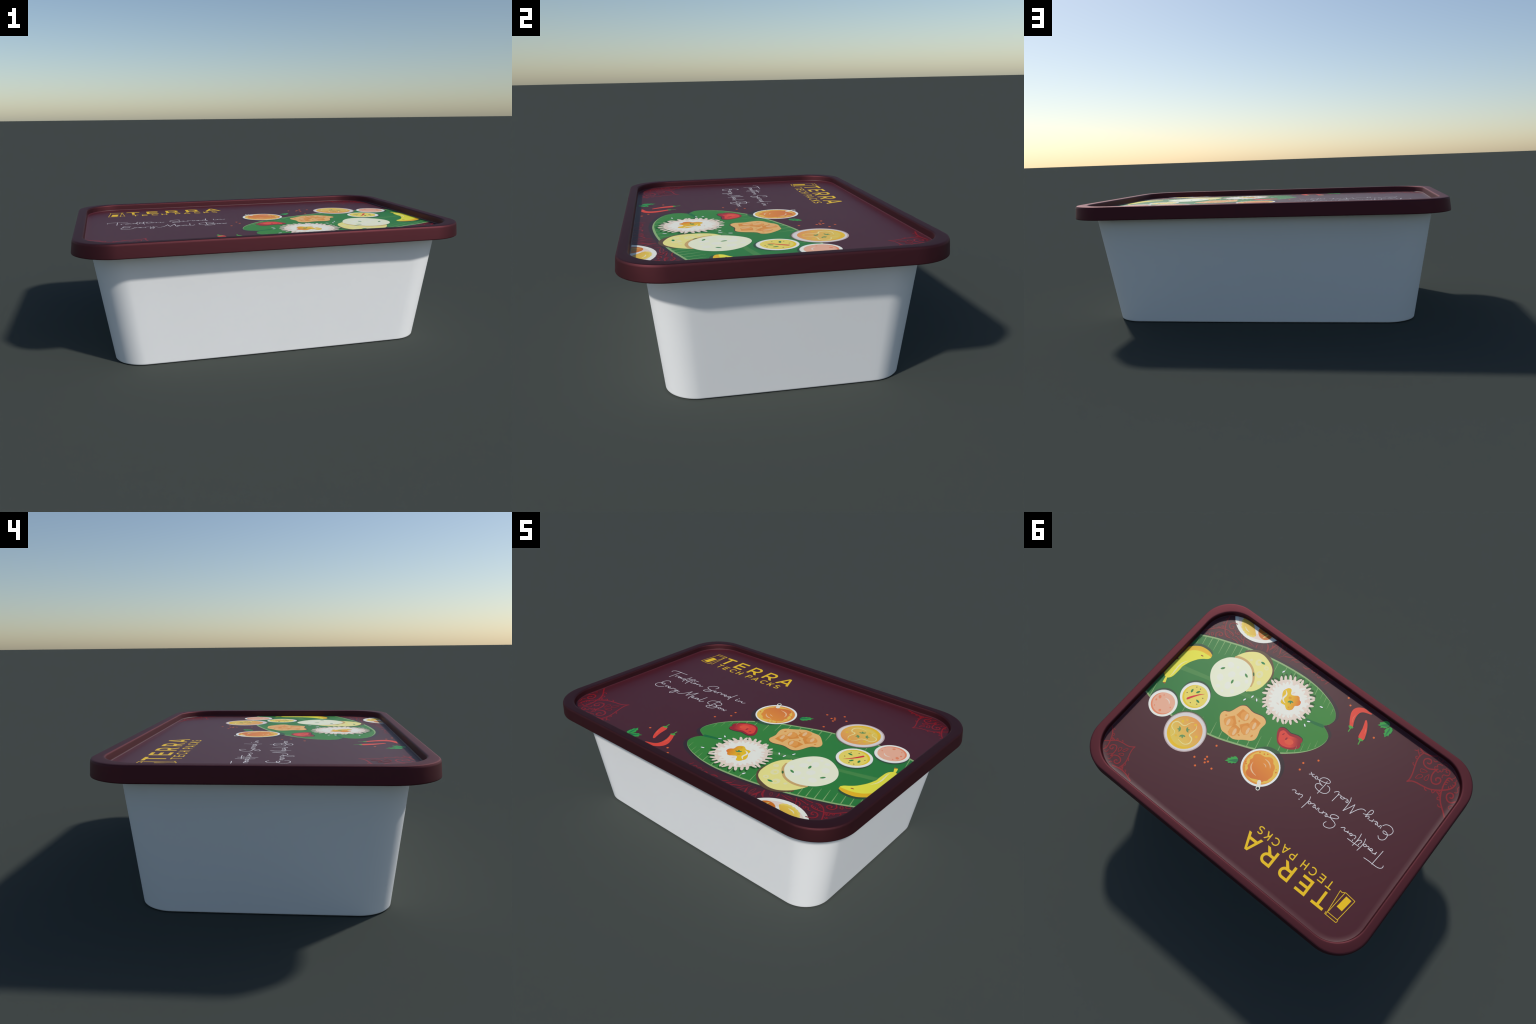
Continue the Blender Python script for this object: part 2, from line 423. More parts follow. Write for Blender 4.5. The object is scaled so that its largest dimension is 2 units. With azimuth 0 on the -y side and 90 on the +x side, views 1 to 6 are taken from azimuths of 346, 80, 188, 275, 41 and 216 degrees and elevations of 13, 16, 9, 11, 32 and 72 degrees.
# "Every"
write([(-699.0, -18.0), (-710.0, -7.6), (-726.3, -8.8), (-740.4, -23.3), (-742.1, -46.4), (-732.3, -59.4), (-716.6, -63.5), (-706.0, -59.1), (-712.6, -49.8), (-734.0, -52.9), (-750.2, -66.0), (-753.3, -89.3), (-736.5, -104.6), (-714.8, -106.1), (-696.9, -98.0), (-686.2, -81.9)],
      [(-683.7, -59.9), (-681.6, -75.1), (-674.1, -73.3), (-672.6, -61.6), (-659.2, -66.5)],
      [(-659.8, -69.1), (-651.5, -61.3), (-645.1, -64.6), (-648.8, -74.0), (-657.2, -73.3), (-645.6, -79.8), (-631.1, -72.4)],
      [(-624.5, -78.7), (-624.1, -61.4)],
      [(-624.3, -68.0), (-614.2, -61.4), (-603.7, -60.8)],
      [(-595.1, -60.3), (-597.0, -74.0), (-586.9, -74.9), (-577.7, -62.2), (-576.8, -78.4), (-579.3, -106.0), (-585.3, -118.4), (-596.2, -116.4), (-597.4, -98.2), (-581.0, -79.6), (-557.5, -69.3)])
# "Meal"
write([(-559.2, -90.3), (-542.9, -90.6), (-526.2, -79.2), (-512.2, -57.2), (-496.3, -20.9)],
      [(-496.3, -20.9), (-493.5, -51.8), (-488.0, -81.7)],
      [(-488.0, -81.7), (-471.7, -43.8), (-455.2, -9.7)],
      [(-455.2, -9.7), (-456.7, -43.6), (-455.0, -79.9), (-446.6, -102.2)],
      [(-444.2, -75.4), (-435.6, -68.5), (-436.9, -62.0), (-445.3, -62.3), (-447.2, -71.4), (-438.3, -79.3), (-426.5, -77.3), (-417.1, -70.9)],
      [(-418.0, -73.7), (-412.8, -63.0), (-396.1, -63.6), (-402.0, -72.7), (-416.0, -76.4)],
      [(-396.7, -64.1), (-393.8, -74.8), (-381.7, -72.6), (-376.9, -65.5)],
      [(-350.3, -66.8), (-359.5, -79.7), (-370.6, -85.4), (-375.8, -74.4), (-376.2, -59.5)],
      [(-376.7, -66.4), (-371.4, -16.7)])
# "Box"
write([(-278.9, -92.5), (-281.4, -73.0), (-279.7, -41.5), (-277.2, 0.8)],
      [(-295.1, -72.6), (-312.2, -70.5), (-322.5, -56.9), (-321.1, -37.8), (-308.8, -23.6), (-288.8, -16.2), (-262.6, -16.8), (-243.6, -23.3), (-237.0, -36.6), (-243.5, -48.4), (-257.2, -54.0), (-272.7, -53.4)],
      [(-272.7, -53.4), (-253.8, -57.9), (-240.7, -68.2), (-238.2, -82.2), (-247.6, -97.0), (-266.2, -106.5), (-288.2, -106.1), (-296.5, -97.9), (-291.1, -87.4), (-272.2, -78.3), (-246.1, -72.0), (-226.9, -68.6)],
      [(-221.0, -77.7), (-208.7, -78.8), (-208.2, -67.3), (-217.2, -62.4), (-223.8, -70.0), (-221.8, -77.2)],
      [(-210.0, -67.7), (-191.7, -65.1)],
      [(-168.6, -62.0), (-181.1, -72.1), (-193.4, -79.8)],
      [(-170.5, -79.0), (-181.1, -72.1), (-191.3, -63.6)])
for e in ((-642.1, 92.0, 3.2, 3.2, -141.2), (-600.8, 94.3, 3.2, 3.2, -141.2), (-216.3, 95.0, 3.2, 3.4, -141.1)): script.oval(e, SCRIPT)
script.build()

# -------------------------------------------------------- red corner ornaments
orn = Print("corner_ornament", 0.1)
def scroll(width, *curves):
    for c in curves: orn.line(c, width, ORNAMENT)
# rear-left corner (-x -y): outline and scrolls
scroll(7.5, [(-643.1, -388.4), (-645.3, -414.7), (-639.4, -447.8), (-627.9, -484.2), (-615.1, -527.6), (-611.3, -563.2), (-619.3, -596.8)])
scroll(8, [(-619.3, -596.8), (-646.1, -603.0), (-668.1, -611.1), (-693.4, -629.6)], [(-641.5, -388.2), (-661.6, -406.0), (-688.8, -416.0), (-719.8, -420.4), (-753.0, -426.5), (-780.5, -435.7), (-806.7, -451.9), (-832.1, -471.7), (-855.6, -494.4), (-871.7, -520.5), (-875.4, -547.9), (-869.6, -558.2)], [(-937.2, -341.4), (-911.4, -366.0), (-889.0, -384.5), (-867.6, -404.0), (-850.4, -427.0), (-837.5, -453.7), (-832.1, -471.7), (-824.5, -495.5), (-820.2, -522.1), (-819.7, -548.1), (-827.1, -562.3), (-844.6, -561.4)], [(-741.8, -563.0), (-719.7, -545.1), (-694.3, -532.3), (-669.6, -533.3), (-651.6, -545.6), (-646.8, -566.7), (-659.7, -583.0), (-678.1, -586.3), (-688.0, -574.3), (-683.9, -560.2), (-671.7, -558.0)], [(-741.0, -564.2), (-733.9, -539.4), (-734.5, -513.3), (-743.4, -490.2), (-761.1, -474.3), (-782.1, -478.2), (-795.0, -494.2), (-795.5, -513.5), (-785.1, -523.9), (-771.9, -520.8), (-765.4, -508.0), (-772.4, -498.5)], [(-931.8, -461.3), (-917.2, -442.1), (-896.4, -438.3), (-878.6, -449.8), (-870.6, -469.3), (-878.9, -487.1), (-896.0, -491.6), (-906.3, -479.6), (-904.5, -466.2), (-894.9, -463.0)])
scroll(7, [(-586.5, -609.2), (-615.3, -597.5)])
scroll(6, [(-693.9, -593.3), (-703.9, -593.7), (-712.0, -602.1)])
# rear-left corner (-x -y): fringe, dentils and squiggles
scroll(5, [(-725.2, -557.2), (-719.4, -565.9), (-733.5, -575.3), (-725.4, -582.2), (-733.1, -596.1), (-750.5, -600.6)], [(-740.5, -552.3), (-749.6, -546.4), (-756.7, -556.0), (-755.1, -566.1), (-765.3, -561.0), (-770.8, -573.0), (-765.2, -583.8), (-777.1, -591.5), (-781.2, -600.6)], [(-898.0, -506.3), (-908.3, -510.9), (-910.0, -523.4), (-899.3, -537.2), (-900.5, -553.1)], [(-601.0, -555.6), (-595.5, -548.5), (-599.5, -540.1), (-610.5, -539.3)], [(-580.5, -592.7), (-594.8, -577.0), (-614.1, -561.6)], [(-593.4, -599.2), (-613.1, -595.7)], [(-566.7, -577.6), (-585.7, -585.2)], [(-784.1, -432.9), (-795.9, -423.1), (-801.0, -428.0), (-802.9, -442.5)], [(-844.5, -429.7), (-836.2, -419.2), (-841.1, -408.4), (-853.3, -412.7)], [(-825.9, -513.5), (-834.1, -517.5)], [(-825.5, -528.2), (-834.6, -530.7)], [(-826.0, -543.7), (-835.3, -544.9)], [(-838.4, -563.1), (-847.3, -558.3)], [(-851.3, -513.4), (-856.8, -506.6)], [(-857.1, -524.8), (-865.7, -520.5)], [(-863.4, -538.2), (-871.9, -534.5)], [(-861.1, -555.8), (-870.2, -554.2)], [(-733.6, -615.7), (-738.5, -623.6), (-733.5, -631.1)], [(-751.3, -614.7), (-764.0, -621.2), (-777.3, -616.6)])
scroll(5.5, [(-790.6, -535.9), (-785.1, -546.6), (-789.5, -557.8), (-806.0, -563.5), (-813.7, -577.3), (-807.1, -594.8), (-792.8, -598.5), (-785.6, -588.9), (-788.0, -581.3), (-796.7, -582.5)], [(-603.6, -506.8), (-608.1, -498.9), (-616.8, -495.2), (-622.4, -497.1)], [(-742.6, -421.9), (-750.3, -413.1), (-761.7, -411.2)], [(-861.8, -382.7), (-870.7, -377.1), (-883.1, -380.9)])
scroll(4, [(-841.9, -567.9), (-849.4, -579.6), (-850.0, -591.4)], [(-870.0, -558.6), (-866.8, -571.0), (-868.5, -576.2)], [(-596.5, -574.5), (-611.4, -598.2)], [(-722.7, -616.6), (-706.3, -620.7), (-710.1, -635.4)], [(-820.4, -613.1), (-835.8, -610.3), (-847.8, -597.3)])
scroll(4.5, [(-803.4, -446.7), (-824.1, -441.0), (-815.2, -454.3)], [(-824.1, -441.0), (-835.0, -449.8), (-821.7, -459.6)], [(-824.1, -441.0), (-838.8, -434.3), (-836.4, -452.8)])
# right corner (+x +y): outline and scrolls
scroll(6, [(739.1, 453.1), (758.9, 469.1), (782.6, 476.7), (813.8, 480.5), (841.9, 487.7), (861.6, 499.7), (879.3, 515.9), (896.2, 528.9), (909.9, 543.1)], [(738.7, 453.6), (739.8, 473.0), (734.3, 499.5), (724.7, 526.3), (717.2, 554.7), (717.0, 579.4), (720.8, 595.7), (724.5, 610.0)])
scroll(7, [(935.8, 439.6), (906.2, 467.1), (891.6, 490.7), (880.3, 514.8), (872.3, 537.6), (868.6, 561.8), (874.2, 580.3)], [(762.8, 620.1), (741.5, 614.3), (724.5, 610.0), (698.1, 607.6), (668.8, 610.4), (644.0, 616.7), (617.2, 625.0)])
scroll(6.5, [(812.5, 580.0), (810.6, 553.5), (815.3, 530.2), (828.8, 518.0), (847.2, 523.1), (856.2, 538.2), (850.1, 550.7), (838.3, 550.8), (833.4, 541.8), (837.9, 537.0)], [(812.6, 584.0), (797.2, 567.7), (775.6, 557.9), (754.5, 561.9), (743.3, 575.8), (748.2, 595.0), (764.3, 600.4), (774.6, 593.5), (770.0, 582.1), (763.2, 581.2)])
# right corner (+x +y): fringe, dentils and squiggles
scroll(4, [(837.3, 590.5), (827.5, 584.5), (826.2, 577.7), (817.5, 570.7), (810.2, 574.3), (812.6, 584.0), (799.7, 581.3), (804.3, 592.7), (802.4, 600.7), (813.2, 605.6)], [(898.8, 472.9), (890.7, 469.1), (885.0, 474.3), (889.3, 482.9)], [(853.4, 487.9), (856.9, 482.2), (851.0, 479.3), (845.8, 485.7)], [(717.6, 566.5), (709.1, 565.4), (705.9, 574.1), (713.0, 578.8)], [(688.7, 599.3), (681.6, 593.6), (676.9, 601.8)], [(722.2, 604.4), (715.1, 583.5), (698.9, 602.7)], [(712.7, 604.3), (715.3, 589.3)], [(705.3, 604.0), (710.1, 592.8)], [(890.6, 493.8), (860.4, 494.8)], [(883.2, 501.6), (864.8, 496.4)], [(881.9, 490.7), (872.5, 504.6)])
scroll(4.5, [(826.9, 470.8), (818.5, 470.6), (814.9, 479.4)], [(722.8, 532.4), (714.3, 533.3), (709.5, 541.7)], [(653.7, 599.0), (647.7, 604.6), (646.0, 614.5)], [(861.7, 585.2), (848.7, 578.6), (849.4, 564.8)], [(792.4, 619.3), (788.5, 609.3), (779.3, 606.8)])
scroll(5, [(913.8, 445.6), (905.8, 447.0)])
scroll(3.5, [(876.3, 568.0), (873.9, 560.3)], [(882.5, 559.5), (878.0, 551.9)])
# front corner (+x -y): outline and scrolls
scroll(6.5, [(933.3, -404.9), (904.2, -439.2), (878.4, -467.8), (848.9, -485.5), (822.3, -493.5), (791.7, -496.7), (771.1, -490.6), (769.5, -480.7)], [(876.6, -587.6), (866.2, -545.5), (852.5, -512.7), (833.8, -484.1), (813.5, -463.4), (792.9, -455.4), (776.8, -460.5)],
       [(799.7, -567.0), (822.2, -559.3), (835.6, -542.2), (831.2, -523.8), (815.3, -514.8), (801.6, -521.6), (805.7, -537.1), (816.1, -534.9)], [(849.2, -410.8), (862.5, -429.6), (856.3, -448.4), (837.8, -456.0), (824.2, -448.5), (827.8, -434.5), (841.0, -431.7), (843.6, -441.3)])
# front corner (+x -y): fringe, dentils and squiggles
scroll(4.2, [(813.3, -472.9), (804.6, -473.8)], [(806.5, -461.7), (798.4, -466.5)], [(791.3, -456.8), (792.0, -465.5)], [(806.3, -494.2), (801.7, -485.5)], [(793.4, -493.4), (789.2, -484.5)], [(780.1, -490.7), (780.3, -483.1)], [(868.6, -512.0), (876.6, -514.9), (872.3, -522.9), (864.6, -518.5)],
       [(866.2, -476.4), (869.0, -496.1), (846.5, -492.5)], [(868.7, -494.4), (852.7, -503.1)], [(855.4, -486.6), (861.7, -503.9)], [(879.3, -468.9), (885.0, -476.8), (879.0, -481.6), (871.1, -475.6)], [(895.2, -451.5), (905.8, -455.4), (904.3, -464.1)], [(880.8, -546.2), (880.6, -552.6), (869.2, -555.6)])
scroll(4.6, [(786.9, -520.6), (776.3, -521.8), (768.9, -509.1), (756.5, -508.7)], [(752.1, -527.2), (759.4, -518.7), (752.7, -508.1), (744.4, -516.0), (749.7, -520.4)], [(886.1, -411.7), (887.2, -419.4), (877.2, -420.8), (869.5, -408.5), (875.1, -402.1), (884.6, -408.6)], [(907.9, -385.2), (908.4, -395.4), (897.0, -401.6), (887.8, -395.4), (894.0, -388.5)])
scroll(5.5, [(740.1, -490.4), (701.8, -484.7)], [(758.5, -465.0), (727.8, -466.6), (706.7, -461.0)], [(729.9, -528.4), (723.2, -509.1), (706.1, -498.4), (698.8, -507.5), (708.1, -523.3)], [(696.7, -501.7), (682.1, -484.1)])
for s in ([(-701.7, -511.5), (-678.7, -510.1), (-663.0, -503.1), (-664.5, -490.9), (-677.0, -487.7), (-690.2, -498.4)], [(-668.6, -435.4), (-670.8, -461.8), (-682.3, -474.9), (-694.8, -471.7), (-694.0, -457.9), (-682.5, -444.8)], [(-719.4, -503.0), (-711.5, -479.6), (-712.2, -461.2), (-724.9, -460.1), (-730.3, -472.1), (-724.7, -490.2)], [(-931.8, -430.1), (-919.6, -418.4), (-919.8, -405.7), (-930.0, -402.9), (-938.4, -415.2)],
          [(795.2, 537.2), (805.4, 522.3), (802.5, 509.0), (793.0, 507.6), (789.4, 520.9)], [(760.6, 487.9), (774.5, 501.9), (778.1, 515.6), (769.0, 516.7), (761.1, 503.8)], [(782.7, 546.3), (774.6, 534.4), (761.2, 528.2), (755.1, 535.6), (762.4, 543.4)]):
    orn.line(s, 4.2, ORNAMENT, closed=True)
orn.oval((750.6, -491.8, 4.7, 5.3, -140.8), ORNAMENT)
orn.build()

spray = Print("foliage_ornament", 0.1)
for s, w in (([(695.5, -510.1), (674.1, -514.1), (649.3, -513.9), (614.8, -508.4)], 5), ([(599.1, -505.9), (607.3, -520.6), (606.4, -536.7)], 6), ([(562.7, -576.5), (543.9, -560.0), (531.1, -530.8)], 11), ([(533.3, -591.9), (521.8, -568.8), (527.5, -547.7)], 6), ([(513.4, -614.2), (517.9, -586.1), (525.6, -555.4)], 8), ([(502.9, -617.9), (500.8, -595.1), (514.2, -578.1)], 4), ([(675.1, -502.1), (649.9, -498.1), (626.1, -502.2)], 3.5), ([(561.0, -575.3), (541.4, -552.9)], 8), ([(510.8, -609.8), (521.8, -584.8), (528.0, -557.4)], 6.5), ([(537.5, -604.2), (530.2, -581.2)], 5), ([(537.3, -553.0), (533.4, -529.0)], 8), ([(476.4, -607.4), (466.7, -586.5), (459.4, -568.6)], 8), ([(443.9, -617.9), (446.6, -596.6), (455.8, -576.4)], 3.5),
             ([(420.6, -608.2), (431.3, -591.5), (435.5, -573.8)], 4.5), ([(426.4, -576.5), (400.5, -588.0), (379.6, -604.1)], 7.5), ([(456.3, -566.4), (461.4, -544.8)], 5), ([(449.3, -543.6), (440.2, -560.4), (425.5, -577.2)], 4), ([(353.8, -608.6), (363.3, -594.0), (374.7, -583.7)], 8), ([(370.2, -606.4), (375.2, -584.3)], 6),
             ([(375.2, -559.7), (373.0, -585.1)], 3.5), ([(327.0, -604.6), (340.1, -593.0), (354.8, -585.1)], 6), ([(291.7, -593.1), (272.4, -591.6), (260.5, -597.5), (252.0, -609.7)], 8), ([(233.6, -609.1), (225.8, -599.8), (213.3, -600.7), (209.5, -610.0)], 7), ([(230.2, -611.9), (224.5, -625.9), (210.4, -632.7), (198.0, -625.5), (192.0, -608.7), (193.2, -590.6)], 5),
             ([(181.7, -595.3), (172.2, -590.1), (164.7, -598.2), (164.1, -608.1)], 6), ([(153.6, -598.0), (145.0, -591.1), (135.5, -595.8), (130.8, -605.7)], 6), ([(100.5, -619.6), (107.5, -598.4), (112.5, -580.0)], 6), ([(135.3, -633.1), (110.7, -631.3), (87.7, -631.5)], 4), ([(420.8, -620.8), (423.4, -634.6), (409.9, -642.4), (395.5, -635.0), (394.9, -616.4)], 4),
             ([(393.7, -607.8), (383.7, -627.1), (364.2, -641.4)], 5), ([(349.8, -637.2), (349.0, -622.0), (351.3, -610.7)], 5), ([(336.9, -635.1), (324.6, -622.9), (312.9, -629.3)], 4), ([(294.5, -612.8), (298.6, -625.2), (285.0, -636.2), (275.8, -628.0), (284.5, -617.8)], 4.5), ([(244.6, -637.7), (245.7, -621.2), (251.2, -610.4)], 5), ([(494.0, -634.8), (476.4, -623.4), (475.5, -608.1)], 7),
             ([(466.3, -628.4), (461.0, -636.0), (448.5, -623.7), (444.7, -601.3)], 4), ([(522.1, -634.5), (514.5, -618.0), (510.8, -609.8)], 6)):
    spray.line(s, w, ORNAMENT, ends=(0.45, 0.45), mid=1.0)
for s in ([(492.5, -597.5), (500.1, -575.3), (495.7, -547.1), (489.1, -565.2), (489.7, -587.0)], [(572.6, -523.2), (583.0, -537.3), (582.2, -548.4), (570.0, -538.7), (567.8, -525.3)], [(496.1, -549.0), (500.9, -573.7), (494.6, -594.1), (485.7, -570.8)]): spray.line(s, 3.5, ORNAMENT_FAINT, closed=True)
spray.build()

# -------------------------------------------------------------- banana leaf
leaf_outline = [(1007.8, -328.2), (929.6, -367.1), (845.1, -407.1), (761.2, -438.5), (677.1, -469.4), (588.3, -493.8), (496.7, -514.1), (402.6, -530.5), (305.3, -541.9), (217.3, -546.3), (128.8, -539.9), (53.9, -523.2), (-2.2, -503.5), (-44.8, -478.7), (-69.7, -452.0), (-78.8, -424.8), (-72.9, -392.3), (-59.3, -370.1), (-50.1, -358.1), (-81.6, -343.5), (-109.1, -325.1), (-119.7, -300.5), (-120.3, -268.0), (-106.8, -224.3), (-81.7, -178.6), (-40.5, -127.9), (9.9, -80.6), (47.3, -51.0), (120.5, -6.9), (193.0, 30.0), (269.9, 61.7), (348.6, 91.9), (408.5, 111.8), (466.7, 126.6), (548.8, 145.1), (622.7, 158.1), (693.0, 170.2), (722.6, 170.9), (816.6, 167.1), (883.9, 160.6), (932.9, 150.4), (1010.5, 132.1)]
lf = Print("banana_leaf", 0.25)
shift = (-10.7, -18.0)
lf.fill(leaf_outline, SHADE, move=shift)
lf.fill(leaf_outline, BORDER)
ol = smooth_line(leaf_outline, True)
area = sum(a.x * b.y - b.x * a.y for a, b in zip(ol, ol[1:] + ol[:1]))
tip = Vector((-86.5, -392.1)); inner = []
for i, q in enumerate(ol):
    t = (ol[(i + 1) % len(ol)] - ol[i - 1]).normalized()
    w = 10.5 * min(1.0, max(0.05, ((q - tip).length - 60) / 330))
    inner.append(q + Vector((-t.y, t.x)) * (w if area > 0 else -w))
lf._put(inner, tessellate_polygon([[q.to_3d() for q in inner]]), GREEN)
lf.fill([(924.0, -115.8), (869.3, -132.4), (728.7, -167.5), (562.2, -202.6), (395.0, -247.8), (317.7, -266.9), (311.9, -242.5), (376.1, -224.8), (543.9, -180.9), (709.9, -145.8), (865.9, -99.4), (914.1, -88.0)], RIB, curved=False)
lf.fill([(77.5, -327.4), (13.2, -345.0), (-43.5, -363.2), (-53.2, -357.7), (-54.8, -344.0), (-5.2, -330.0), (49.2, -321.0)], RIB_DARK, curved=False)
vein = Vector((-14.5, 56.8)).normalized()
for p, n in (([(928.0, -358.5), (894.3, -373.6), (857.5, -391.3), (819.5, -407.4), (782.1, -421.5), (744.3, -435.9), (706.2, -449.0), (669.8, -462.3), (633.5, -475.6), (595.7, -486.9), (429.5, -528.6), (368.0, -536.2), (305.0, -539.8), (254.1, -544.0), (192.6, -545.9), (131.4, -543.2), (87.8, -536.0), (52.7, -523.4), (16.8, -508.8), (-27.0, -487.0)], 1),
             ([(896.5, 151.7), (857.3, 154.4), (659.7, 156.7), (613.1, 148.8), (569.8, 141.3), (530.3, 133.8), (445.7, 113.3), (392.3, 98.0), (342.5, 81.1), (281.9, 59.8), (227.8, 37.8), (178.1, 17.2), (125.5, -13.1), (63.6, -50.2), (18.9, -83.4), (-14.7, -113.5), (-40.8, -140.4), (-68.3, -174.2), (-92.3, -212.6)], -1)):
    for i, q in enumerate(p):
        q = Vector(q); k = 0.55 if i > len(p) - 5 else 1.0
        ln = random.uniform(80, 108) * k
        lf.line([q + vein * n * 3, q + vein * n * ln], 5.2 * k, VEIN, ends=(1, 0.25), curved=False)
lf.build()

# ------------------------------------------------------------ bowls and food
def bowl(name, ring, level, shadow, rim=WHITE_INK):
    b = Print(name, level)
    b.oval(ring, SHADE_GREEN if shadow[2] else SHADE, move=shadow[:2])
    b.oval(ring, RIM_SHADE); b.oval(ring, rim, move=(-1.1, 2.2), scale=0.985)
    return b

glare(0.052)
PINK = ink("pink_sauce", (222, 172, 150)); PINK_DEEP = ink("pink_deep", (220, 138, 108))
b = bowl("sauce_bowl", (800.8, 137.7, 88.7), 1.6, (5.6, -11.8)+(1,))
b.oval((800.0, 140.9, 73.0), PINK_DEEP).oval((797.2, 135.4, 68.6), PINK)
for e in ((842.6, 118.6, 8.7, 11.6, -140.9), (848.1, 146.2, 5.7, 7.3, -162.3), (831.9, 181.0, 3.5, 4.9, -162.2), (784.1, 185.5, 8.6, 8.1, -118.9), (830.9, 94.6, 3.7, 4.8, -140.9), (746.6, 133.0, 4.0, 5.1, -140.9)): b.oval(e, PINK_DEEP)
b.line([(810.1, 105.3), (792.4, 102.7), (776.4, 108.5), (766.5, 122.3)], 7, ink("gloss", (226, 205, 195)), ends=(0.3, 0.1), mid=1.0); b.build()

glare(0.058)
BUTTER = ink("buttermilk", (224, 208, 112)); BUTTER_DEEP = ink("butter_deep", (222, 196, 72))
b = bowl("curd_bowl", (680.3, -20.3, 92.9), 1.6, (4.6, -11.7)+(1,))
b.oval((679.3, -16.6, 77.2), BUTTER_DEEP).oval((675.3, -22.9, 72.1), BUTTER)
for e in ((711.1, -71.2, 3.4, 3.8, -140.9), (685.1, -74.6, 3.4, 3.8, -140.9), (733.3, -6.3, 3.4, 3.8, -140.9), (633.4, -36.9, 3.4, 3.7, -140.9), (673.4, 32.7, 3.4, 3.7, -140.9), (636.4, 15.4, 3.4, 3.7, -140.9)): b.oval(e, ink("seed_brown", (122, 98, 52)))
for e in ((717.5, -35.0, 13.8, 6.5, -78.9), (682.6, -50.9, 14.4, 6.5, -116.6), (644.5, -2.9, 14.6, 6.4, 169.7)): b.leaf(e, ink("curry_leaf", (76, 136, 92)))
b.fill([(711.2, 20.6), (699.2, -2.3), (680.7, -28.3), (662.3, -49.8), (642.3, -65.7), (658.5, -45.4), (674.4, -21.1), (688.9, 4.7), (702.4, 28.8)], ink("red_strip", (206, 72, 82)))
b.build()

glare(0.046)
DAL = ink("dal", (214, 190, 98), (218, 152, 92), (586.4, 264.1), (524.6, 108.7))
DAL_DEEP = ink("dal_deep", (222, 184, 66), (214, 150, 84), (575.6, 276.3), (578.7, 88.6))
b = Print("lentil_bowl", 1.6); ring = (573.0, 194.6, 128.0)
b.oval((574.3, 186.2, 128.9), ink("shade_olive", (90, 108, 80)))
b.oval(ring, ink("bowl_outer", (186, 168, 170))); b.oval((573.0, 193.7, 121.7), RIM_SHADE); b.oval((574.1, 193.8, 119.4), ink("bowl_rim", (208, 204, 204)))
b.oval((572.5, 199.8, 105.8), DAL_DEEP).oval((568.0, 189.4, 97.6), DAL)
CREAM = ink("cream_swirl", (220, 212, 150))
b.line([(619.4, 263.6), (616.3, 244.3), (625.3, 230.5), (648.6, 224.1), (662.4, 211.9), (664.5, 190.2), (650.8, 173.5), (630.4, 171.1), (609.8, 171.4), (595.6, 162.0), (589.0, 141.8), (580.2, 124.0), (569.1, 115.8)], 6, CREAM, ends=(0.3, 0.3), mid=1.0)
b.line([(572.4, 257.0), (540.9, 260.7), (518.4, 254.1), (504.5, 233.3), (508.6, 209.5), (519.9, 199.8), (535.2, 197.5), (539.7, 186.4), (534.0, 162.9), (533.0, 140.9), (542.4, 123.1)], 7, CREAM, ends=(0.3, 0.3), mid=1.0)
for e in ((628.0, 152.1, 8.0, 9.9, -141.0), (612.8, 127.8, 6.1, 7.3, -141.0), (552.0, 122.4, 8.6, 7.9, -141.0), (600.0, 246.6, 7.3, 7.2, -141.0), (499.3, 178.1, 9.1, 8.5, -141.0)): b.oval(e, ink("corn", (222, 182, 72)))
def sprig(P, e, mat):
    cx, cy, size, _, turn = e
    for a in (-58, 0, 58):
        t = math.radians(a + turn)
        P.leaf((cx + size * 0.5 * math.cos(t), cy + size * 0.5 * math.sin(t), size * 0.58, size * 0.25, a + turn), mat)
for e in ((604.5, 198.9, 19.0, 20.3, 33.7), (573.6, 181.5, 18.8, 20.4, -135.6), (571.3, 220.4, 20.1, 18.9, 126.8)): sprig(b, e, HERB_PALE)
b.build()

glare(0.042)
AMBER = ink("amber_sauce", (204, 118, 72), (218, 145, 72), (87.8, 168.7), (64.8, 1.2)); AMBER_GOLD = ink("amber_gold", (220, 184, 92)); AMBER_DEEP = ink("amber_deep", (214, 146, 76))
b = bowl("curry_bowl", (79.5, 85.9, 117.6), 1.6, (-11.5, -24.2)+(0,), ink("cup_white", (222, 226, 226)))
b.fill([(175.1, 14.9), (153.3, -19.9), (124.0, -45.5), (83.5, -57.3), (45.0, -58.2), (61.7, -39.0), (112.2, -13.3)], ink("shade_leaf", (72, 98, 76)))
b.oval((79.5, 85.9, 117.6), ink("cup_white", (222, 226, 226)))
b.oval((79.7, 85.6, 106.1), AMBER_DEEP).oval((72.7, 79.0, 99.9), AMBER_GOLD)
b.fill([(158.4, 50.6), (151.2, 35.3), (133.1, 22.5), (113.7, 20.0), (95.8, 15.7), (78.0, 2.5), (59.6, -1.1), (44.6, 7.4), (36.1, 19.3), (20.6, 25.4), (9.2, 38.6), (3.4, 59.9), (-6.7, 77.6), (-8.8, 92.5), (-4.5, 108.9), (-1.1, 126.3), (10.8, 137.7), (16.5, 152.3), (34.7, 151.6), (56.2, 159.8), (84.2, 173.1), (110.0, 171.9), (126.3, 162.9), (132.5, 151.2), (133.0, 136.8), (146.5, 123.5), (148.0, 102.3), (158.0, 87.9), (152.6, 68.5)], AMBER)
GLOSS = ink("amber_gloss", (226, 184, 148))
b.line([(91.1, 28.1), (67.0, 29.3), (46.0, 38.5), (30.6, 55.9)], 7, GLOSS, ends=(0.2, 0.1), mid=1.0).line([(82.0, 54.5), (66.1, 56.6), (52.9, 66.4)], 5, GLOSS, ends=(0.2, 0.1), mid=1.0)
b.line([(68.5, 141.4), (95.4, 138.0), (117.8, 126.3), (131.2, 107.4), (134.7, 85.9)], 8, GLOSS, ends=(0.2, 0.1), mid=1.0)
